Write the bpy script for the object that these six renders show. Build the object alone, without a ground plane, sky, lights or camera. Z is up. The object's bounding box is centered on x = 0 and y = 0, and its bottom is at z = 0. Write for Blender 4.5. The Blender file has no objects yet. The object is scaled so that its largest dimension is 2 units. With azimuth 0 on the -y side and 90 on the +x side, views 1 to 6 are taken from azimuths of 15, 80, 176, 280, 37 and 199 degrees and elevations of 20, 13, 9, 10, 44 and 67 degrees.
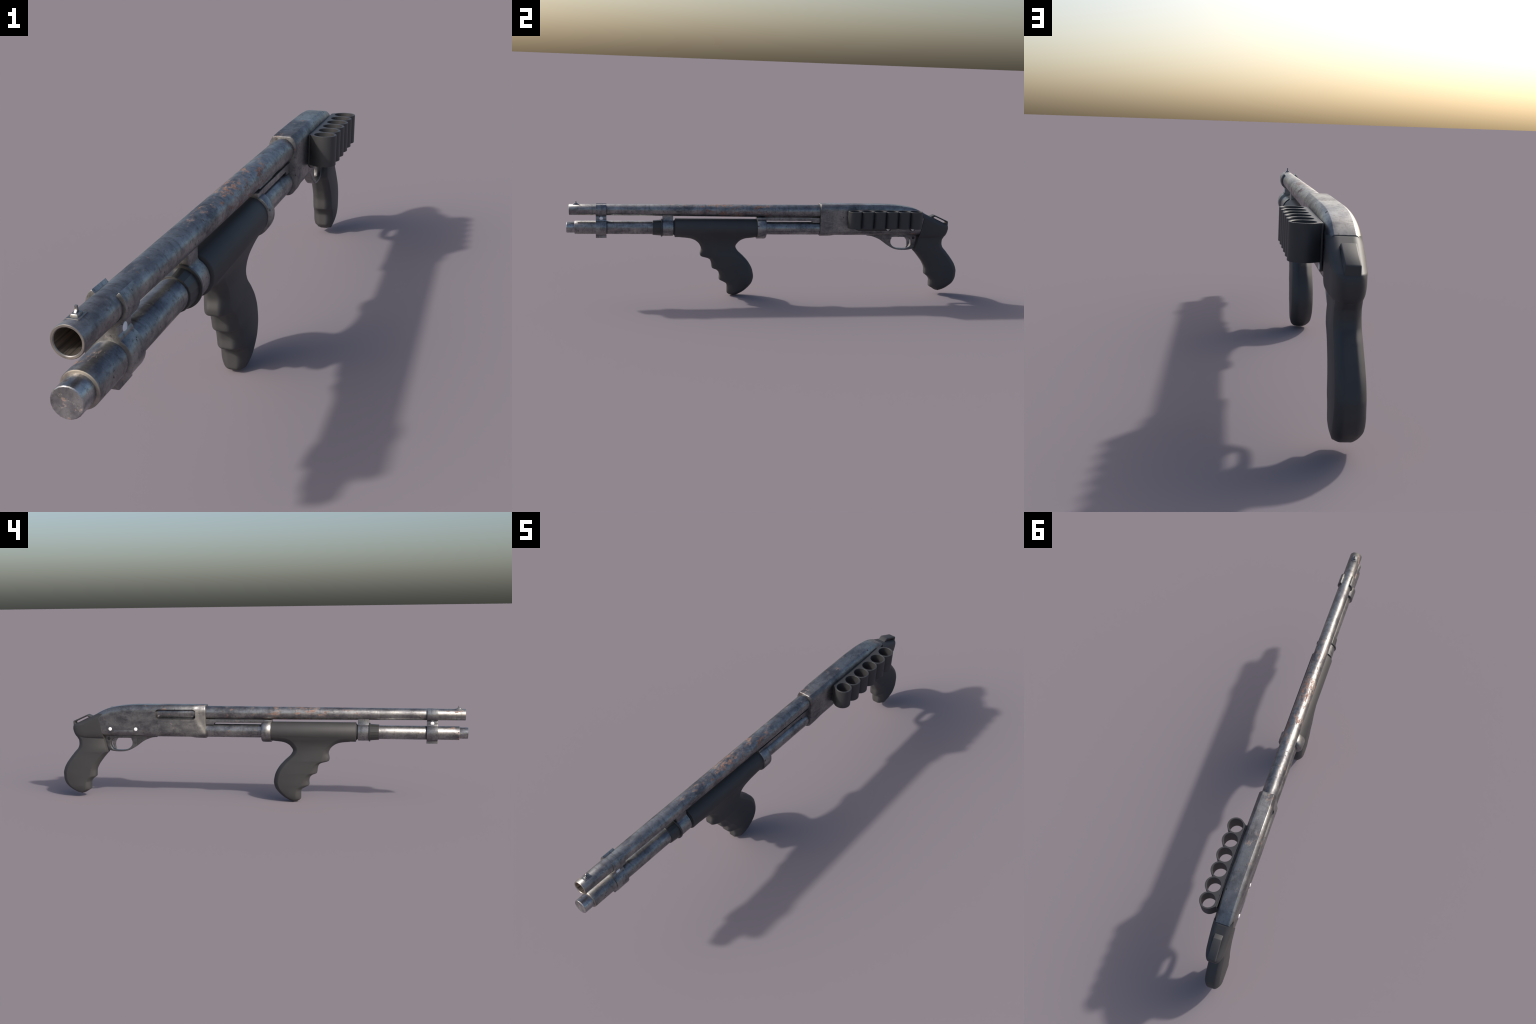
import bpy, bmesh, math
from mathutils import Vector

# ------------------------------------------------------------------ frame
X0 = -0.0316            # mid plane of the gun; the muzzle points to -y
BARREL_Z = 0.4308
MAG_Z = 0.3437

# ------------------------------------------------------------------ node helpers
def new_mat(name):
    m = bpy.data.materials.new(name)
    m.use_nodes = True
    nt = m.node_tree
    for n in list(nt.nodes):
        nt.nodes.remove(n)
    out = nt.nodes.new('ShaderNodeOutputMaterial')
    bs = nt.nodes.new('ShaderNodeBsdfPrincipled')
    nt.links.new(bs.outputs[0], out.inputs[0])
    return m, nt, bs

class Tree:
    def __init__(self, nt):
        self.nt = nt
        self.co = nt.nodes.new('ShaderNodeTexCoord').outputs['Object']
    def link(self, sock, val):
        if isinstance(val, bpy.types.NodeSocket):
            self.nt.links.new(val, sock)
        else:
            sock.default_value = val
    def mapping(self, scale, loc=(0, 0, 0)):
        n = self.nt.nodes.new('ShaderNodeMapping')
        n.inputs['Scale'].default_value = scale
        n.inputs['Location'].default_value = loc
        self.link(n.inputs[0], self.co)
        return n.outputs[0]
    def noise(self, scale, detail=4, rough=0.55, stretch=(1, 1, 1), loc=(0, 0, 0), dist=0.0):
        n = self.nt.nodes.new('ShaderNodeTexNoise')
        n.inputs['Scale'].default_value = scale
        n.inputs['Detail'].default_value = detail
        n.inputs['Roughness'].default_value = rough
        n.inputs['Distortion'].default_value = dist
        self.link(n.inputs['Vector'], self.mapping(stretch, loc))
        return n.outputs[0]
    def ramp(self, fac, stops, mode='LINEAR'):
        n = self.nt.nodes.new('ShaderNodeValToRGB')
        n.color_ramp.interpolation = mode
        el = n.color_ramp.elements
        while len(el) > 1:
            el.remove(el[-1])
        for i, (p, c) in enumerate(stops):
            e = el[0] if i == 0 else el.new(p)
            e.position = p
            e.color = c if len(c) == 4 else (*c, 1)
        self.link(n.inputs[0], fac)
        return n.outputs[0]
    def grey(self, fac, a, b, lo=0.0, hi=1.0):
        n = self.nt.nodes.new('ShaderNodeMapRange')
        n.inputs['From Min'].default_value = a
        n.inputs['From Max'].default_value = b
        n.inputs['To Min'].default_value = lo
        n.inputs['To Max'].default_value = hi
        self.link(n.inputs[0], fac)
        return n.outputs[0]
    def math(self, op, a, b=0.0):
        n = self.nt.nodes.new('ShaderNodeMath')
        n.operation = op
        self.link(n.inputs[0], a)
        self.link(n.inputs[1], b)
        return n.outputs[0]
    def mix(self, fac, a, b, mode='MIX'):
        n = self.nt.nodes.new('ShaderNodeMix')
        n.data_type = 'RGBA'
        n.blend_type = mode
        self.link(n.inputs[0], fac)
        self.link(n.inputs[6], a if isinstance(a, bpy.types.NodeSocket) else (*a, 1))
        self.link(n.inputs[7], b if isinstance(b, bpy.types.NodeSocket) else (*b, 1))
        return n.outputs[2]
    def sep(self):
        n = self.nt.nodes.new('ShaderNodeSeparateXYZ')
        self.link(n.inputs[0], self.co)
        return n.outputs
    def bump(self, height, strength, distance):
        n = self.nt.nodes.new('ShaderNodeBump')
        n.inputs['Strength'].default_value = strength
        n.inputs['Distance'].default_value = distance
        self.link(n.inputs['Height'], height)
        return n.outputs[0]

def steel(name, rust_gain=0.0, tint=1.0, rust_span=None, worn_lip=None, shine=0.0, streaks=0.6):
    """worn blued steel: grey blotches, cross streaks, dark pits, rust freckles, an
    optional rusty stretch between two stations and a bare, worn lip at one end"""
    m, nt, bs = new_mat(name)
    t = Tree(nt)
    g = lambda v, b=1.0: (v*tint, v*tint, v*tint*b)
    blotch = t.noise(11.0, 6, 0.62, (1.5, 0.9, 1.5))
    cloud = t.noise(36.0, 6, 0.68, (1.3, 0.7, 1.3), (3, 1, 2))
    streak = t.noise(34.0, 5, 0.65, (0.55, 2.6, 0.55), (2, 6, 3))
    base = t.ramp(blotch, [(0.30, g(0.085, 1.12)), (0.45, g(0.165, 1.06)), (0.58, g(0.26, 1.0)), (0.74, g(0.38, 0.96))])
    base = t.mix(t.grey(cloud, 0.45, 0.68, 0.0, 0.6), base, g(0.37, 0.97))
    base = t.mix(t.grey(streak, 0.52, 0.70, 0.0, streaks), base, g(0.095, 0.95))
    y = t.sep()[1]
    soot = t.noise(125.0, 6, 0.72, (1.0, 0.75, 1.0), (7, 2, 5))
    base = t.mix(t.grey(soot, 0.54, 0.70, 0.0, 0.65), base, (0.06, 0.054, 0.05))
    pits = t.noise(62.0, 4, 0.55, (1.0, 0.85, 1.0), (1, 9, 4))
    pit = t.grey(pits, 0.665, 0.715)
    base = t.mix(t.math('MULTIPLY', pit, 0.85), base, (0.034, 0.022, 0.017))
    rn = t.noise(44.0, 7, 0.76, (1.4, 0.6, 1.4), (11, 3, 8))
    rz = t.noise(7.0, 3, 0.5, (1, 1, 1), (5, 5, 1))
    thr = t.math('ADD', rn, t.grey(rz, 0.35, 0.72, -0.08, 0.075+rust_gain))
    if rust_span:
        a, b, gain = rust_span
        w = (b-a)*0.25
        up = t.grey(y, a-w, a+w)
        dn = t.grey(y, b-w, b+w, 1.0, 0.0)
        thr = t.math('ADD', thr, t.math('MULTIPLY', t.math('MULTIPLY', up, dn), gain))
    rust = t.grey(thr, 0.61, 0.71)
    rcol = t.ramp(t.noise(150.0, 4, 0.6), [(0.3, (0.10, 0.042, 0.024)), (0.52, (0.24, 0.105, 0.06)), (0.72, (0.36, 0.22, 0.16))])
    col = t.mix(t.math('MULTIPLY', rust, 0.78), base, rcol)
    dirt = t.math('MAXIMUM', rust, pit)
    rough = t.grey(blotch, 0.32, 0.68, 0.47-shine, 0.34-shine)
    rough = t.math('ADD', rough, t.grey(soot, 0.5, 0.7, 0.0, 0.15))
    if worn_lip:
        lip = t.math('MULTIPLY', t.grey(y, worn_lip[0], worn_lip[1], 1.0, 0.0), t.grey(cloud, 0.30, 0.5, 0.35, 1.0))
        col = t.mix(lip, col, (0.36, 0.33, 0.29))
    t.link(bs.inputs['Base Color'], col)
    t.link(bs.inputs['Metallic'], t.grey(dirt, 0.0, 1.0, 0.88, 0.2))
    t.link(bs.inputs['Roughness'], t.math('ADD', rough, t.math('MULTIPLY', dirt, 0.35)))
    h = t.math('SUBTRACT', t.math('MULTIPLY', cloud, 0.25), dirt)
    t.link(bs.inputs['Normal'], t.bump(h, 0.3, 0.001))
    return m

def bore_steel():
    """bore steel, lightened, with sunlight entering the muzzle painted as long pale streaks"""
    m, nt, bs = new_mat('bore_steel')
    t = Tree(nt)
    n = t.noise(150.0, 3, 0.6, (1, 0.02, 1))
    t.link(bs.inputs['Base Color'], t.ramp(n, [(0.35, (0.26, 0.23, 0.21)), (0.6, (0.7, 0.62, 0.55)), (0.72, (0.62, 0.45, 0.34))]))
    bs.inputs['Metallic'].default_value = 0.9
    bs.inputs['Roughness'].default_value = 0.3
    return m

def rubber(name, col, rough=0.55):
    m, nt, bs = new_mat(name)
    t = Tree(nt)
    n = t.noise(14.0, 4, 0.6)
    c = t.mix(t.grey(n, 0.3, 0.7), tuple(v * 0.93 for v in col), tuple(v * 1.07 for v in col))
    t.link(bs.inputs['Base Color'], c)
    bs.inputs['Roughness'].default_value = rough
    bs.inputs['Specular IOR Level'].default_value = 0.5
    g = t.noise(700.0, 2, 0.5)
    t.link(bs.inputs['Normal'], t.bump(g, 0.08, 0.0005))
    return m

def plain(name, col, metallic, rough):
    m, nt, bs = new_mat(name)
    t = Tree(nt)
    n = t.noise(160.0, 3)
    t.link(bs.inputs['Base Color'], t.mix(t.grey(n, 0.3, 0.7), tuple(v * 0.93 for v in col), col))
    bs.inputs['Metallic'].default_value = metallic
    bs.inputs['Roughness'].default_value = rough
    return m

STEEL_BARREL = steel('worn_barrel_steel', -0.01, 1.0, (-0.42, 0.06, 0.125), (-0.9869, -0.9855), 0.06)
STEEL_TUBE = steel('worn_tube_steel', -0.01, 1.0, None, (-0.9608, -0.9592), 0.06)
STEEL_RECEIVER = steel('worn_receiver_steel', 0.03, 0.84, None, None, 0.03, 0.3)
STEEL_FITTING = steel('worn_fitting_steel', -0.02, 1.0, None, None, 0.04)
STEEL_CAP = steel('polished_cap_steel', -0.02, 1.6, None, None, 0.12)
STEEL_DARK = steel('dark_housing_steel', -0.02, 0.62)
BORE = bore_steel()
RUBBER = rubber('black_rubber', (0.0385, 0.0385, 0.040), 0.58)
PLASTIC = rubber('black_plastic', (0.037, 0.037, 0.0385), 0.5)
NUT = rubber('dark_nut_plastic', (0.035, 0.035, 0.035), 0.42)
WHITE = plain('bright_pin_metal', (0.92, 0.92, 0.93), 0.0, 0.3)
BLACK = plain('blackened_steel', (0.02, 0.02, 0.022), 0.3, 0.5)

# ------------------------------------------------------------------ scene helpers
coll = bpy.context.scene.collection
root = bpy.data.objects.new('shotgun', None)
coll.objects.link(root)
root['label'] = 'worn steel pump action shotgun with two black pistol grips'
root['category'] = 'shotgun'

def finish(name, bm_or_mesh, mat, parent=None, angle=35, smooth=True):
    if isinstance(bm_or_mesh, bmesh.types.BMesh):
        bmesh.ops.remove_doubles(bm_or_mesh, verts=bm_or_mesh.verts, dist=1e-6)
        bmesh.ops.recalc_face_normals(bm_or_mesh, faces=bm_or_mesh.faces)
        me = bpy.data.meshes.new(name)
        bm_or_mesh.to_mesh(me)
        bm_or_mesh.free()
    else:
        me = bm_or_mesh
        me.name = name
    me.materials.clear()
    me.materials.append(mat)
    if smooth:
        me.shade_smooth()
        me.set_sharp_from_angle(angle=math.radians(angle))
    ob = bpy.data.objects.new(name, me)
    coll.objects.link(ob)
    ob.parent = parent or root
    return ob

def lean_normals(ob, stations):
    """soft shading that rolls over towards the open end of a part: surface normals
    lean to -y by an angle interpolated between (y, degrees) stations"""
    me = ob.data
    out = []
    for li, loop in enumerate(me.loops):
        n = Vector(me.corner_normals[li].vector)
        yv = me.vertices[loop.vertex_index].co.y
        if abs(n.y) < 0.6:
            d = stations[0][1] if yv < stations[0][0] else stations[-1][1]
            for (a, da), (b, db) in zip(stations, stations[1:]):
                if a <= yv <= b:
                    d = da+(db-da)*(yv-a)/(b-a)
            n = (n+Vector((0, -math.tan(math.radians(d)), 0))).normalized()
        out.append(n)
    me.normals_split_custom_set(out)

def pchip(pts):
    """monotone cubic through (t, v) control points"""
    ts = [p[0] for p in pts]; vs = [p[1] for p in pts]
    n = len(ts)
    h = [ts[i+1]-ts[i] for i in range(n-1)]
    d = [(vs[i+1]-vs[i])/h[i] for i in range(n-1)]
    m = [d[0]] + [0.0]*(n-2) + [d[-1]]
    for i in range(1, n-1):
        if d[i-1]*d[i] > 0:
            w1 = 2*h[i]+h[i-1]; w2 = h[i]+2*h[i-1]
            m[i] = (w1+w2)/(w1/d[i-1]+w2/d[i])
    def f(t):
        if t <= ts[0]: return vs[0]
        if t >= ts[-1]: return vs[-1]
        i = 0
        while t > ts[i+1]: i += 1
        s = (t-ts[i])/h[i]
        return ((2*s**3-3*s*s+1)*vs[i] + (s**3-2*s*s+s)*h[i]*m[i]
                + (-2*s**3+3*s*s)*vs[i+1] + (s**3-s*s)*h[i]*m[i+1])
    return f

def smoothstep(a, b, v):
    t = max(0.0, min(1.0, (v-a)/(b-a)))
    return t*t*(3-2*t)

def lathe(name, profile, mat, cz, parent=None, seg=48, cx=X0, angle=35, closed=False, cz_end=None):
    """profile: (y, radius) stations turned round an axis parallel to y"""
    bm = bmesh.new()
    y0, y1 = profile[0][0], profile[-1][0]
    rings = []
    for (y, r) in profile:
        c = cz
        if cz_end is not None:
            c = cz + (cz_end-cz)*(y-Y_LO)/(Y_HI-Y_LO)
        if r < 1e-6:
            rings.append([bm.verts.new((cx, y, c))])
        else:
            rings.append([bm.verts.new((cx+r*math.cos(2*math.pi*(k+0.5)/seg), y, c+r*math.sin(2*math.pi*(k+0.5)/seg))) for k in range(seg)])
    pairs = list(zip(rings[:-1], rings[1:]))
    if closed:
        pairs.append((rings[-1], rings[0]))
    for a, b in pairs:
        for k in range(seg):
            k2 = (k+1) % seg
            if len(a) == 1 and len(b) == 1: continue
            if len(a) == 1: bm.faces.new((a[0], b[k], b[k2]))
            elif len(b) == 1: bm.faces.new((a[k], b[0], a[k2]))
            else: bm.faces.new((a[k], b[k], b[k2], a[k2]))
    return finish(name, bm, mat, parent, angle)
Y_LO, Y_HI = -0.987, 0.25

def loft(name, sections, mat, parent=None, angle=35, caps=True):
    bm = bmesh.new()
    rings = [[bm.verts.new(p) for p in s] for s in sections]
    n = len(rings[0])
    for a, b in zip(rings[:-1], rings[1:]):
        for k in range(n):
            k2 = (k+1) % n
            bm.faces.new((a[k], b[k], b[k2], a[k2]))
    if caps:
        bm.faces.new(rings[0][::-1])
        bm.faces.new(rings[-1])
    return finish(name, bm, mat, parent, angle)

def catmull(pts, per=6, closed=True):
    out = []
    n = len(pts)
    for i in range(n if closed else n-1):
        if closed:
            p0, p1, p2, p3 = (pts[(i+j-1) % n] for j in range(4))
        else:
            p0, p1, p2, p3 = (pts[max(0, min(n-1, i+j-1))] for j in range(4))
        for k in range(per):
            t = k/per
            out.append(tuple(0.5*((2*p1[c]) + (-p0[c]+p2[c])*t + (2*p0[c]-5*p1[c]+4*p2[c]-p3[c])*t*t
                                  + (-p0[c]+3*p1[c]-3*p2[c]+p3[c])*t**3) for c in (0, 1)))
    if not closed:
        out.append(pts[-1])
    return out

def plate(name, outlines, half, mat, parent=None, cx=X0, bevel=0.001, angle=35, cy=None):
    """(y, z) outlines (first outer, others holes) given thickness 2*half along x"""
    cu = bpy.data.curves.new(name, 'CURVE')
    cu.dimensions = '2D'
    cu.fill_mode = 'BOTH'
    cu.extrude = half-bevel
    cu.bevel_depth = bevel
    cu.bevel_resolution = 2
    cu.offset = -bevel
    for o in outlines:
        s = cu.splines.new('POLY')
        s.points.add(len(o)-1)
        for p, (y, z) in zip(s.points, o):
            p.co = (y, z, 0, 1)
        s.use_cyclic_u = True
    tmp = bpy.data.objects.new('tmp', cu)
    coll.objects.link(tmp)
    dg = bpy.context.evaluated_depsgraph_get()
    me = bpy.data.meshes.new_from_object(tmp.evaluated_get(dg))
    bpy.data.objects.remove(tmp)
    for v in me.vertices:
        u, w, e = v.co
        v.co = (cx+e, u, w) if cy is None else (cx+u, cy+e, w)
    bm = bmesh.new()
    bm.from_mesh(me)
    bpy.data.meshes.remove(me)
    bmesh.ops.remove_doubles(bm, verts=bm.verts, dist=1e-5)
    return finish(name, bm, mat, parent, angle)

def box(name, x, y, z, mat, parent=None, bevel=0.0012, taper=0.0):
    bm = bmesh.new()
    vs = []
    for k, zz in enumerate(z):
        q = taper*k
        for xx, yy in ((x[0]+q, y[0]+q), (x[1]-q, y[0]+q), (x[1]-q, y[1]-q), (x[0]+q, y[1]-q)):
            vs.append(bm.verts.new((xx, yy, zz)))
    for f in ((0, 1, 2, 3), (4, 5, 6, 7), (0, 1, 5, 4), (1, 2, 6, 5), (2, 3, 7, 6), (3, 0, 4, 7)):
        bm.faces.new([vs[i] for i in f])
    bmesh.ops.recalc_face_normals(bm, faces=bm.faces)
    if bevel:
        bmesh.ops.bevel(bm, geom=list(bm.edges), offset=bevel, segments=2, affect='EDGES', profile=0.5)
    return finish(name, bm, mat, parent)

def disc_pin(name, x0, x1, y, z, r, mat, parent, dome=0.0012, seg=20):
    """short pin along x with a softly domed outer end at x1"""
    bm = bmesh.new()
    s = 1 if x1 > x0 else -1
    prof = [(x0, r), (x1-s*dome, r), (x1-s*dome*0.3, r*0.86), (x1, r*0.55)]
    rings = [[bm.verts.new((px, y+pr*math.cos(2*math.pi*k/seg), z+pr*math.sin(2*math.pi*k/seg))) for k in range(seg)] for px, pr in prof]
    for a, b in zip(rings[:-1], rings[1:]):
        for k in range(seg):
            bm.faces.new((a[k], b[k], b[(k+1) % seg], a[(k+1) % seg]))
    bm.faces.new(rings[0]); bm.faces.new(rings[-1])
    return finish(name, bm, mat, parent, 50)

# ------------------------------------------------------------------ barrel
bz_end = 0.4316
barrel = lathe('barrel', [(-0.61, 0.0), (-0.61, 0.0222), (-0.982, 0.0222), (-0.9850, 0.0214), (-0.9855, 0.0219), (-0.9868, 0.0226), (-0.987, 0.0256), (-0.9855, 0.0266),
                (-0.86, 0.0270), (-0.55, 0.0287), (-0.25, 0.0303), (0.05, 0.0316), (0.25, 0.0322), (0.27, 0.0322), (0.27, 0.0)],
               STEEL_BARREL, BARREL_Z, seg=48, cz_end=bz_end)

lean_normals(barrel, [(-0.987, 13), (-0.45, 10), (-0.10, 4), (0.25, 1)])
lathe('bore', [(-0.62, 0.0), (-0.62, 0.0214), (-0.9852, 0.0214)], BORE, BARREL_Z, barrel, seg=14, angle=10)

# front sight: stepped base with a bead post
sight = box('front_sight', (X0-0.0098, X0+0.0098), (-0.9685, -0.9388), (0.4535, 0.4580), STEEL_FITTING, bevel=0.0007)
box('sight_step', (X0-0.0065, X0+0.0065), (-0.9635, -0.9450), (0.4575, 0.4625), STEEL_FITTING, sight, 0.0008, 0.0015)
plate('sight_post', [[(-0.9600, 0.4615), (-0.9485, 0.4615), (-0.9515, 0.4655), (-0.9520, 0.4715), (-0.9535, 0.4735),
                      (-0.9560, 0.4722), (-0.9552, 0.4690), (-0.9560, 0.4655)]], 0.0022, STEEL_FITTING, sight, bevel=0.0005)

# ------------------------------------------------------------------ magazine tube and cap
mag = lathe('magazine_tube', [(-0.9612, 0.0), (-0.9612, 0.0300), (-0.9605, 0.0318), (-0.9585, 0.0326), (-0.55, 0.0326), (-0.10, 0.0326), (0.27, 0.0326), (0.27, 0.0)],
      STEEL_TUBE, MAG_Z, seg=40)
lean_normals(mag, [(-0.961, 14), (-0.55, 10), (-0.10, 3), (0.27, 1)])
lathe('magazine_cap', [(-1.0, 0.0), (-1.0, 0.0252), (-0.9985, 0.0267), (-0.962, 0.0268), (-0.955, 0.0268), (-0.955, 0.0)],
      STEEL_CAP, MAG_Z, seg=20)

# ------------------------------------------------------------------ clamp joining barrel and tube near the muzzle
def clamp_outline():
    """half outline (x, z) of the clamp, seen along the bore"""
    ro_b, ri_b, ro_m = 0.0345, 0.0268, 0.0405
    bz, mz, waist = 0.4310, MAG_Z, 0.0175
    pts = []
    # inner arc from the bottom of the barrel up to the tip
    tip = math.radians(50)
    for k in range(15):
        a = -math.pi/2 + (tip+math.pi/2)*k/14
        pts.append((ri_b*math.cos(a), bz+ri_b*math.sin(a)))
    for k in range(15):
        a = tip - (tip+math.radians(62))*k/14
        r = ro_b
        pts.append((r*math.cos(a), bz+r*math.sin(a)))
    pts += [(waist, 0.3975), (waist, 0.3865), (0.0205, 0.3830)]
    a0 = math.radians(58)
    lug = 0.0155
    a1 = -math.acos(lug/ro_m)
    for k in range(19):
        a = a0+(a1-a0)*k/18
        pts.append((ro_m*math.cos(a), mz+ro_m*math.sin(a)))
    pts += [(lug, 0.2945), (lug-0.002, 0.2936), (0.0, 0.2936)]
    return pts
half = clamp_outline()
ring = half + [(-x, z) for x, z in half[::-1][1:-1]]
clamp = plate('barrel_clamp', [ring], 0.0254, STEEL_FITTING, cy=-0.8352, bevel=0.0009, angle=32)
disc_pin('clamp_screw', X0+0.010, X0+0.0190, -0.8347, 0.3905, 0.0085, WHITE, clamp)
disc_pin('clamp_screw', X0-0.010, X0-0.0190, -0.8347, 0.3905, 0.0085, WHITE, clamp)

# ------------------------------------------------------------------ fore-end ring nut (faceted), flange, front collar
nut = lathe('fore_end_nut', [(-0.5872, 0.031), (-0.5872, 0.0358), (-0.5862, 0.0367), (-0.5460, 0.0397), (-0.5450, 0.0390), (-0.5450, 0.031)],
            NUT, MAG_Z, seg=18, closed=True, angle=12)
lathe('nut_flange', [(-0.5462, 0.033), (-0.5462, 0.0440), (-0.5455, 0.0447), (-0.5405, 0.0447), (-0.5395, 0.0440), (-0.5395, 0.033)],
      NUT, MAG_Z, nut, seg=40, closed=True)

def saddle_outline(r, waist, top, shoulder):
    """ring round the tube whose top grows into a block that meets the barrel"""
    pts = [(waist, top), (waist, shoulder+0.006), (waist+0.002, shoulder+0.001)]
    a0 = math.asin(min(0.95, (shoulder-0.002-MAG_Z)/r))
    for k in range(25):
        a = a0+(-math.pi/2-a0)*k/24
        pts.append((r*math.cos(a), MAG_Z+r*math.sin(a)))
    return pts
half = saddle_outline(0.0412, 0.0170, 0.4080, 0.3800)
ring = half + [(-x, z) for x, z in half[::-1][1:]]
plate('fore_end_collar', [ring], 0.0258, STEEL_FITTING, cy=-0.5138, bevel=0.0009, angle=32)
lathe('collar_neck', [(-0.489, 0.030), (-0.489, 0.0350), (-0.4845, 0.0350), (-0.4825, 0.0385), (-0.4770, 0.0385), (-0.4770, 0.030)],
      RUBBER, MAG_Z, seg=40, closed=True)

# ------------------------------------------------------------------ fore-end sleeve and rear collar
SLEEVE_R = 0.0467
SLEEVE_Z = 0.3432
sleeve = lathe('foregrip_sleeve', [(-0.4788, 0.030), (-0.4788, 0.0445), (-0.4780, 0.0458), (-0.4762, 0.0467), (-0.072, SLEEVE_R), (-0.066, SLEEVE_R), (-0.066, 0.030)],
               RUBBER, SLEEVE_Z, seg=56, closed=True)
# rear collar: ring with a flattened top carrying the action bars
def collar_ring(y, r, flat, half_top):
    pts = []
    a0 = math.asin(flat/r)
    for k in range(41):
        a = a0 + (-math.pi-2*a0)*k/40
        pts.append((X0+r*math.cos(a), y, MAG_Z-0.0004+r*math.sin(a)))
    return pts
rear_ring = loft('fore_end_ring', [collar_ring(y, r, f, 0.02) for y, r, f in
     ((-0.0712, 0.0505, 0.0440), (-0.0705, 0.0524, 0.0450), (-0.0690, 0.0531, 0.0455), (-0.0335, 0.0531, 0.0455), (-0.0290, 0.0522, 0.0448),
      (-0.0250, 0.0495, 0.0430), (-0.0236, 0.0465, 0.0410))], STEEL_FITTING, angle=40)
lean_normals(rear_ring, [(-0.072, 20), (-0.034, 0)])
box('action_bar_bridge', (X0-0.0235, X0+0.0235), (-0.0725, -0.0300), (0.3850, 0.4000), STEEL_FITTING, bevel=0.0015)

# ------------------------------------------------------------------ action bars
for s in (1, -1):
    plate('action_bar', [[(-0.060, 0.4005), (0.268, 0.4005), (0.268, 0.3745), (0.2150, 0.3745), (0.2085, 0.3845), (-0.060, 0.3845)]],
          0.0030, STEEL_TUBE, cx=X0+s*0.0195, bevel=0.0006)

# ------------------------------------------------------------------ grips: stacked slices with finger notches
def grip(name, front, back, width, zs, mat, parent=None, r_front=0.02, r_back=0.03, t_front=0.35, t_back=0.25,
         front_soft=None, sleeve_fit=None, nx=26, angle=50, power=2.0, taper=None):
    """front/back: outline y as a function of z in the mid plane, width: half
    thickness as a function of z.  The flanks curve in towards both outlines and
    the finger notches fade out towards the flanks (front_soft)."""
    secs = []
    for z in zs:
        w = width(z)
        pts = []
        def edge(t, fn, soft, R, t0, sgn):
            x = t*w
            zz = z
            if sleeve_fit:
                zz = z-sleeve_fit(x, z)
            c = 0.0
            if abs(t) > t0:
                q = (abs(t)-t0)/(1-t0)
                c = 1-(max(0.0, 1-q**power))**(1/power)
            y = fn(zz)
            if soft:
                y += (soft(zz)-y)*0.65*abs(t)**5
            return y+sgn*R*c
        for k in range(nx+1):
            t = -math.cos(math.pi*k/nx)
            pts.append((t, edge(t, front, front_soft, r_front(z) if callable(r_front) else r_front, t_front, 1)))
        for k in range(nx+1):
            t = math.cos(math.pi*k/nx)
            pts.append((t, edge(t, back, None, r_back(z) if callable(r_back) else r_back, t_back, -1)))
        m = nx+1
        for k in range(m):     # never let front and back cross
            f, b = pts[k][1], pts[2*m-1-k][1]
            if f > b:
                mid = 0.5*(f+b)
                pts[k] = (pts[k][0], mid-0.0002)
                pts[2*m-1-k] = (pts[2*m-1-k][0], mid+0.0002)
        secs.append([(X0+t*w*(taper(y) if taper else 1.0), y, z) for t, y in pts])
    return loft(name, secs, mat, parent, angle)

def z_levels(lo, hi, step, fine_lo=0.0, fine=0.0008):
    zs = []
    z = lo
    while z < hi-1e-9:
        zs.append(z)
        z += fine if z < lo+fine_lo else step
    zs.append(hi)
    return zs

# front pistol grip under the sleeve
fg_front = pchip([(0.0, -0.185), (0.0020, -0.1965), (0.0065, -0.2055), (0.0135, -0.2125), (0.0500, -0.2128), (0.0620, -0.2190), (0.0700, -0.2320), (0.0835, -0.2540),
                  (0.1020, -0.2528), (0.1180, -0.2562), (0.1320, -0.2685), (0.1425, -0.2910), (0.1650, -0.2945), (0.1840, -0.3022), (0.1925, -0.3160),
                  (0.2000, -0.3440), (0.2050, -0.3505), (0.2150, -0.3518), (0.2385, -0.3472), (0.2590, -0.3545), (0.2750, -0.3690), (0.2895, -0.3980),
                  (0.2940, -0.4260), (0.2965, -0.4550), (0.33, -0.4600)])
fg_back = pchip([(0.0, -0.175), (0.0030, -0.1620), (0.0090, -0.1500), (0.0210, -0.1300), (0.0340, -0.1145), (0.0505, -0.0985), (0.0665, -0.0873), (0.0950, -0.0804), (0.1280, -0.0858),
                 (0.1410, -0.0900), (0.1690, -0.1057), (0.2000, -0.1330), (0.2320, -0.1653), (0.2520, -0.1748), (0.2700, -0.1640), (0.2860, -0.1420),
                 (0.2930, -0.1150), (0.2965, -0.0800), (0.33, -0.0750)])
fg_soft = pchip([(0.0, -0.185), (0.0045, -0.2000), (0.011, -0.2065), (0.06, -0.2150), (0.10, -0.2420), (0.16, -0.2860), (0.20, -0.3210), (0.2385, -0.3440), (0.2590, -0.3545), (0.2750, -0.3690),
                 (0.2895, -0.3980), (0.2940, -0.4260), (0.2965, -0.4550), (0.33, -0.4600)])
fg_width = pchip([(0.0, 0.0150), (0.002, 0.0200), (0.006, 0.0245), (0.014, 0.0290), (0.03, 0.0325), (0.06, 0.0338), (0.12, 0.0334), (0.19, 0.0315), (0.25, 0.0297), (0.27, 0.0303), (0.285, 0.0320), (0.297, 0.0347), (0.31, 0.0385), (0.33, 0.0420)])
def fit_sleeve(x, z):
    h = SLEEVE_R-math.sqrt(max(1e-9, SLEEVE_R**2-x*x))
    return h*smoothstep(0.235, 0.285, z)
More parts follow.
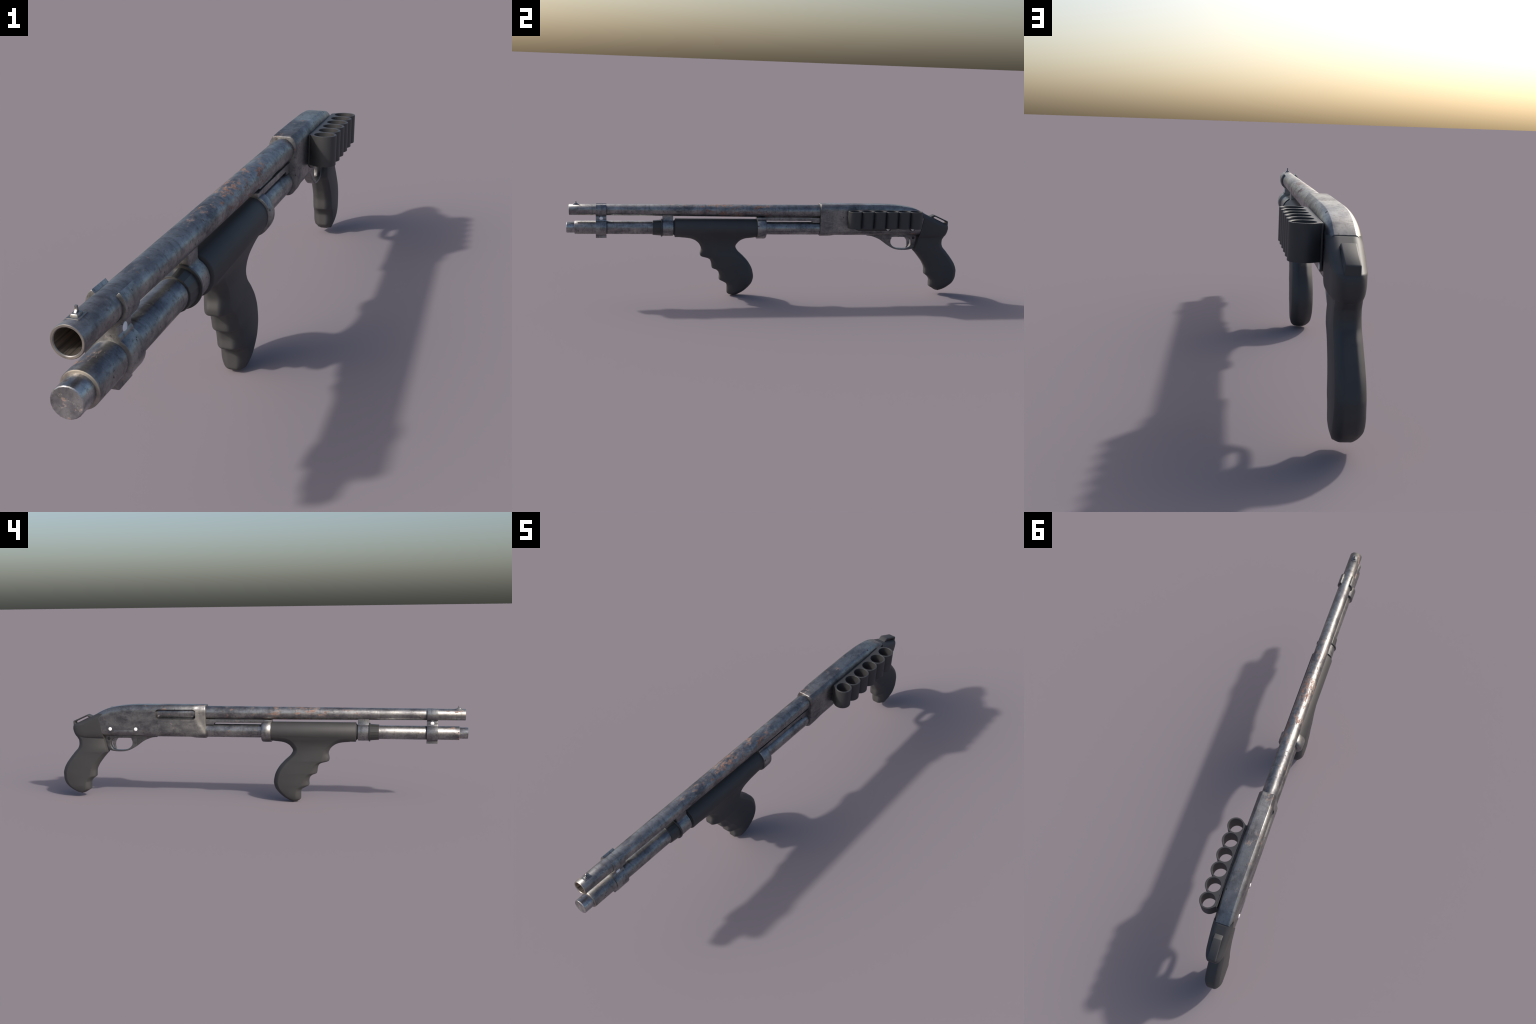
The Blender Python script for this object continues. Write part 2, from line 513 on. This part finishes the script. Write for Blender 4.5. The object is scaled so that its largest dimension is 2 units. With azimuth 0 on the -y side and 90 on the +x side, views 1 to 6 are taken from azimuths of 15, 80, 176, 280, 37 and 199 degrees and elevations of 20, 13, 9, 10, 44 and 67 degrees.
grip('foregrip_handle', fg_front, fg_back, fg_width, z_levels(0.0, 0.325, 0.0022, 0.012), RUBBER, sleeve_fit=fit_sleeve,
     front_soft=fg_soft, r_front=lambda z: 0.024*(1-0.6*smoothstep(0.25, 0.29, z)), r_back=0.024, t_front=0.40, t_back=0.40, power=1.3)

# rear pistol grip
rg_front = pchip([(0.0175, 0.8960), (0.0210, 0.8880), (0.0285, 0.8765), (0.0365, 0.8630), (0.0410, 0.8612), (0.0735, 0.8602), (0.0890, 0.8505), (0.0990, 0.8370), (0.1045, 0.8302),
                  (0.1355, 0.8277), (0.1624, 0.8160), (0.1940, 0.7925), (0.2200, 0.7700), (0.2330, 0.7585), (0.2420, 0.7590), (0.2550, 0.7625), (0.2800, 0.7685), (0.32, 0.776)])
rg_soft = pchip([(0.0175, 0.8960), (0.0260, 0.8800), (0.0345, 0.8680), (0.08, 0.8560), (0.11, 0.8400), (0.1355, 0.8297), (0.1624, 0.8170), (0.1940, 0.7925), (0.2200, 0.7700),
                 (0.2330, 0.7585), (0.2420, 0.7590), (0.2550, 0.7625), (0.2800, 0.7685), (0.32, 0.776)])
rg_back = pchip([(0.0175, 0.9150), (0.0200, 0.9260), (0.0290, 0.9460), (0.0425, 0.9665), (0.0580, 0.9840), (0.0755, 0.9940), (0.0930, 0.9988), (0.1200, 1.0000), (0.1400, 0.9955), (0.1580, 0.9880),
                 (0.1900, 0.9662), (0.2260, 0.9365), (0.2545, 0.9135), (0.2720, 0.9098), (0.2870, 0.9108), (0.3040, 0.9200), (0.32, 0.925)])
rg_width = pchip([(0.0175, 0.0215), (0.0195, 0.0238), (0.026, 0.0268), (0.04, 0.0306), (0.055, 0.0326), (0.075, 0.0330), (0.11, 0.0322), (0.16, 0.0314), (0.20, 0.0304), (0.25, 0.0295), (0.30, 0.0285), (0.32, 0.0285)])
grip('rear_grip', rg_front, rg_back, rg_width, z_levels(0.0175, 0.318, 0.0022, 0.010), RUBBER, front_soft=rg_soft,
     r_front=lambda z: 0.022*(1-0.75*smoothstep(0.20, 0.26, z)), r_back=0.024, t_front=0.38, t_back=0.45, power=1.35)

# mount that joins the rear grip to the receiver, sloping top
TOP_A, TOP_B = (0.8020, 0.4262), (0.9345, 0.3650)
mt_front = lambda z: 0.7765+0.2105*(z-0.3115)
mt_back = pchip([(0.3000, 0.9130), (0.3045, 0.9200), (0.3115, 0.9265), (0.3200, 0.9310), (0.3350, 0.9358), (0.3480, 0.9382), (0.3580, 0.9372), (0.3650, 0.9345)])
def mt_back_full(z):
    if z <= TOP_B[1]:
        return mt_back(z)
    return TOP_B[0]+(TOP_A[0]-TOP_B[0])*(z-TOP_B[1])/(TOP_A[1]-TOP_B[1])
mt_width = pchip([(0.3000, 0.0295), (0.3045, 0.0330), (0.3100, 0.0362), (0.3200, 0.0392), (0.3350, 0.0406), (0.37, 0.0408), (0.40, 0.0402), (0.4245, 0.0392)])
grip('grip_mount', mt_front, mt_back_full, mt_width, z_levels(0.3010, 0.4250, 0.0020, 0.012), RUBBER, r_front=0.0, r_back=0.055, t_back=0.40, angle=45, power=2.0,
     taper=lambda y: 1-0.16*smoothstep(0.79, 0.95, y))
sl = [(0.8370, 0.4085), (0.8425, 0.4112), (0.8570, 0.4178), (0.8600, 0.4180), (0.9330, 0.3860), (0.9355, 0.3830), (0.9352, 0.3640), (0.9250, 0.3640)]
hole = [(0.9170, 0.3745), (0.9260, 0.3745), (0.9270, 0.3795), (0.9210, 0.3835), (0.8655, 0.4085), (0.8590, 0.4080), (0.8545, 0.4040)]
plate('sling_loop', [sl, hole], 0.0170, RUBBER, bevel=0.0031)

# ------------------------------------------------------------------ receiver
top_z = pchip([(0.25, 0.4700), (0.56, 0.4698), (0.64, 0.4672), (0.690, 0.4622), (0.720, 0.4575), (0.745, 0.4520), (0.784, 0.4362), (0.8030, 0.4262), (0.83, 0.4130)])
bot_z = pchip([(0.25, 0.3078), (0.295, 0.3082), (0.335, 0.3125), (0.83, 0.3125)])
rear_taper = lambda y: 1-0.04*smoothstep(0.66, 0.80, y)
def dent_start(z):
    return pchip([(0.33, 0.246), (0.345, 0.254), (0.37, 0.272), (0.40, 0.288), (0.44, 0.294), (0.47, 0.294)])(z)
def receiver_section(y, inset=0.0):
    zt, zb = top_z(y)-inset, bot_z(y)+inset
    w = 0.0395*rear_taper(y)-inset
    a = 0.0238-inset*0.4
    zs = zt-0.0235
    half = [(0.0, zt), (a*0.5, zt), (a-0.0012, zt), (a-0.0004, zt-0.0001), (a+0.0005, zt-0.0005)]
    a, zt = a+0.0012, zt-0.0010
    half.append((a, zt))
    c = (w-0.0035, zt-0.0075)
    for k in range(1, 9):
        t = k/8
        half.append(((1-t)**2*a+2*t*(1-t)*c[0]+t*t*w, (1-t)**2*zt+2*t*(1-t)*c[1]+t*t*zs))
    zl, b = zb+0.026, 0.014
    for k in range(1, 9):
        half.append((w, zs+(zl-zs)*k/8))
    for k in range(1, 9):
        t = k/8*math.pi/2
        half.append((b+(w-b)*math.cos(t), zl-(zl-zb)*math.sin(t)))
    half.append((0.0, zb))
    right = half
    left = []
    for x, z in half:
        q = smoothstep(dent_start(z)-0.012, dent_start(z)+0.018, y)
        side = smoothstep(0.020, 0.036, x)
        flank = 0.0014*(1-smoothstep(0.28, 0.46, y))
        left.append((-(x+side*(-0.0042+0.0056*q-flank*q)), z))
    ring = right + left[::-1][1:-1]
    return [(X0+x, y, z) for x, z in ring]
ys = [0.2500, 0.2503, 0.2512, 0.2530]
y = 0.257
while y < 0.34: ys.append(y); y += 0.004
while y < 0.56: ys.append(y); y += 0.02
while y < 0.796: ys.append(y); y += 0.008
ys.append(0.8005)
ins = {0.2500: 0.0030, 0.2503: 0.0020, 0.2512: 0.0007}
receiver = loft('receiver', [receiver_section(y, ins.get(y, 0.0)) for y in ys], STEEL_RECEIVER, angle=38)

def cut(target, cutter):
    mod = target.modifiers.new('cut', 'BOOLEAN')
    mod.operation = 'DIFFERENCE'
    mod.object = cutter
    mod.solver = 'EXACT'
    dg = bpy.context.evaluated_depsgraph_get()
    me = bpy.data.meshes.new_from_object(target.evaluated_get(dg))
    target.modifiers.clear()
    target.data = me
    me.shade_smooth()
    me.set_sharp_from_angle(angle=math.radians(38))
    bpy.data.objects.remove(cutter)

def rounded_rect(y0, y1, z0, z1, r, n=6):
    pts = []
    for cy, cz, a0 in ((y1-r, z1-r, 0), (y0+r, z1-r, 90), (y0+r, z0+r, 180), (y1-r, z0+r, 270)):
        for k in range(n+1):
            a = math.radians(a0+90*k/n)
            pts.append((cy+r*math.cos(a), cz+r*math.sin(a)))
    return pts
cutter = plate('cutter', [rounded_rect(0.3005, 0.5010, 0.4003, 0.4487, 0.014)], 0.0160, STEEL_RECEIVER, cx=X0-0.0300, bevel=0.0002)
cut(receiver, cutter)
lean_normals(receiver, [(0.25, 19), (0.36, 11), (0.50, 0)])
lathe('bolt', [(0.290, 0.0), (0.290, 0.0285), (0.296, 0.0312), (0.504, 0.0312), (0.512, 0.028), (0.512, 0.0)], STEEL_TUBE, 0.4300, receiver, seg=40)

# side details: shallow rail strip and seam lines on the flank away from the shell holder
box('rail_strip', (X0-0.0414, X0-0.036), (0.6180, 0.7150), (0.3335, 0.3440), STEEL_FITTING, receiver, bevel=0.0006)
for yy in (0.6038, 0.7354):
    disc_pin('cross_pin', X0-0.034, X0-0.0428, yy, 0.3500, 0.0088, WHITE, receiver)

# ------------------------------------------------------------------ trigger guard, trigger, safety
outer = catmull([(0.5000, 0.3115), (0.5060, 0.3082), (0.5340, 0.3040), (0.5740, 0.2872), (0.6060, 0.2650), (0.6240, 0.2530), (0.6490, 0.2405), (0.6720, 0.2345), (0.7000, 0.2330),
                 (0.7250, 0.2340), (0.7520, 0.2392), (0.7620, 0.2430)], 4, False)
outer += [(0.7700, 0.2560), (0.7800, 0.3060), (0.7800, 0.3160), (0.5000, 0.3160)]
inner = catmull([(0.7075, 0.3015), (0.6420, 0.3015), (0.6375, 0.2960), (0.6322, 0.2860), (0.6325, 0.2720), (0.6370, 0.2620), (0.6480, 0.2510), (0.6650, 0.2430), (0.6870, 0.2402),
                 (0.7150, 0.2402), (0.7310, 0.2450), (0.7400, 0.2540), (0.7445, 0.2660), (0.7440, 0.2790), (0.7390, 0.2900), (0.7280, 0.2990)], 3)
plate('trigger_guard', [outer, inner], 0.0130, STEEL_DARK, bevel=0.0022, angle=40)
plate('trigger', [catmull([(0.7080, 0.3040), (0.7190, 0.2860), (0.7225, 0.2720), (0.7225, 0.2600), (0.7185, 0.2460), (0.7235, 0.2452), (0.7310, 0.2540),
                           (0.7365, 0.2700), (0.7372, 0.2860), (0.7400, 0.3040)], 4)], 0.0050, STEEL_FITTING, bevel=0.0012)
for s in (1, -1):
    disc_pin('safety_button', X0+s*0.008, X0+s*0.0145, 0.7530, 0.2975, 0.0073, BLACK, root, 0.0008)

# ------------------------------------------------------------------ shell holder on the +x flank
TUBE_X, TUBE_R, BORE_R, PITCH = 0.0500, 0.0345, 0.0284, 0.0637
Y_FIRST, Z_LO, Z_HI = 0.4155, 0.3600, 0.4460
PLATE_X = (0.0082, 0.0128)
holder = plate('shell_holder', [[(0.4012, 0.4450), (0.7485, 0.4450), (0.7485, 0.3440), (0.7440, 0.3385), (0.7250, 0.3385), (0.7180, 0.3560), (0.6250, 0.3580), (0.6180, 0.3390),
                            (0.4490, 0.3390), (0.4310, 0.3460), (0.4012, 0.3610)]],
               (PLATE_X[1]-PLATE_X[0])/2, PLASTIC, cx=sum(PLATE_X)/2, bevel=0.0008)

def tube_mesh(name, lo, hi):
    """vertical shell loop: outer wall round the bore, clipped half way to its
    neighbours (lo, hi: y limits of its web) and run back to the plate"""
    back = PLATE_X[1]-TUBE_X
    d = math.hypot(back, 0.0145)
    swing = math.acos(TUBE_R/d)
    corner = math.atan2(0.0145, back)
    touch = corner-swing          # angle where the end web leaves the round wall
    tp = (TUBE_R*math.cos(touch), TUBE_R*math.sin(touch))
    def radius(a):
        dx, dy = math.cos(a), math.sin(a)
        r = TUBE_R
        # web back to the plate: box x in [back, 0], y in [lo_web, hi_web]
        if dx < -1e-6:
            rb = back/dx
            yb = rb*dy
            lim = hi if dy > 0 else -lo
            if lim < 0.5:
                if abs(yb) > lim: rb = lim/abs(dy)
            elif abs(yb) > 0.0145:    # straight web from the plate corner to the round wall
                ex, ey = back-tp[0], 0.0145-tp[1]
                den = dx*ey-abs(dy)*ex
                rb = (tp[0]*ey-tp[1]*ex)/den if math.atan2(abs(dy), dx) > touch else 0.0
            r = max(r, rb)
        if dy > 0 and r*dy > hi: r = hi/dy
        if dy < 0 and r*dy < lo: r = lo/dy
        return r
    seg = 96
    bm = bmesh.new()
    ch = 0.0008
    lev = []
    for z, off in ((Z_LO, ch), (Z_LO+ch, 0), (Z_HI-ch, 0), (Z_HI, ch)):
        ring = []
        for k in range(seg):
            a = 2*math.pi*(k+0.5)/seg
            r = radius(a)
            q = off if r*math.sin(a) < hi-1e-5 and r*math.sin(a) > lo+1e-5 else 0.0
            ring.append(bm.verts.new(((r-q)*math.cos(a), (r-q)*math.sin(a), z)))
        lev.append(ring)
    for z, off in ((Z_HI, -ch), (Z_HI-ch, 0), (Z_LO+ch, 0), (Z_LO, -ch)):
        lev.append([bm.verts.new(((BORE_R-off)*math.cos(2*math.pi*(k+0.5)/seg), (BORE_R-off)*math.sin(2*math.pi*(k+0.5)/seg), z)) for k in range(seg)])
    for a, b in zip(lev, lev[1:]+lev[:1]):
        for k in range(seg):
            bm.faces.new((a[k], a[(k+1) % seg], b[(k+1) % seg], b[k]))
    return bm
p2 = PITCH/2
first = finish('shell_loop', tube_mesh('shell_loop', -1, p2), PLASTIC, holder, 32)
first.location = (TUBE_X, Y_FIRST, 0)
mid = finish('shell_loop', tube_mesh('shell_loop', -p2, p2), PLASTIC, holder, 32)
mid.location = (TUBE_X, Y_FIRST+PITCH, 0)
for k in range(2, 5):
    c = mid.copy()
    coll.objects.link(c)
    c.location = (TUBE_X, Y_FIRST+k*PITCH, 0)
last = finish('shell_loop', tube_mesh('shell_loop', -p2, 1), PLASTIC, holder, 32)
last.location = (TUBE_X, Y_FIRST+5*PITCH, 0)
for yy in (0.6038, 0.7354):
    disc_pin('holder_screw', PLATE_X[0], PLATE_X[1]+0.0028, yy, 0.3500, 0.0086, WHITE, holder)
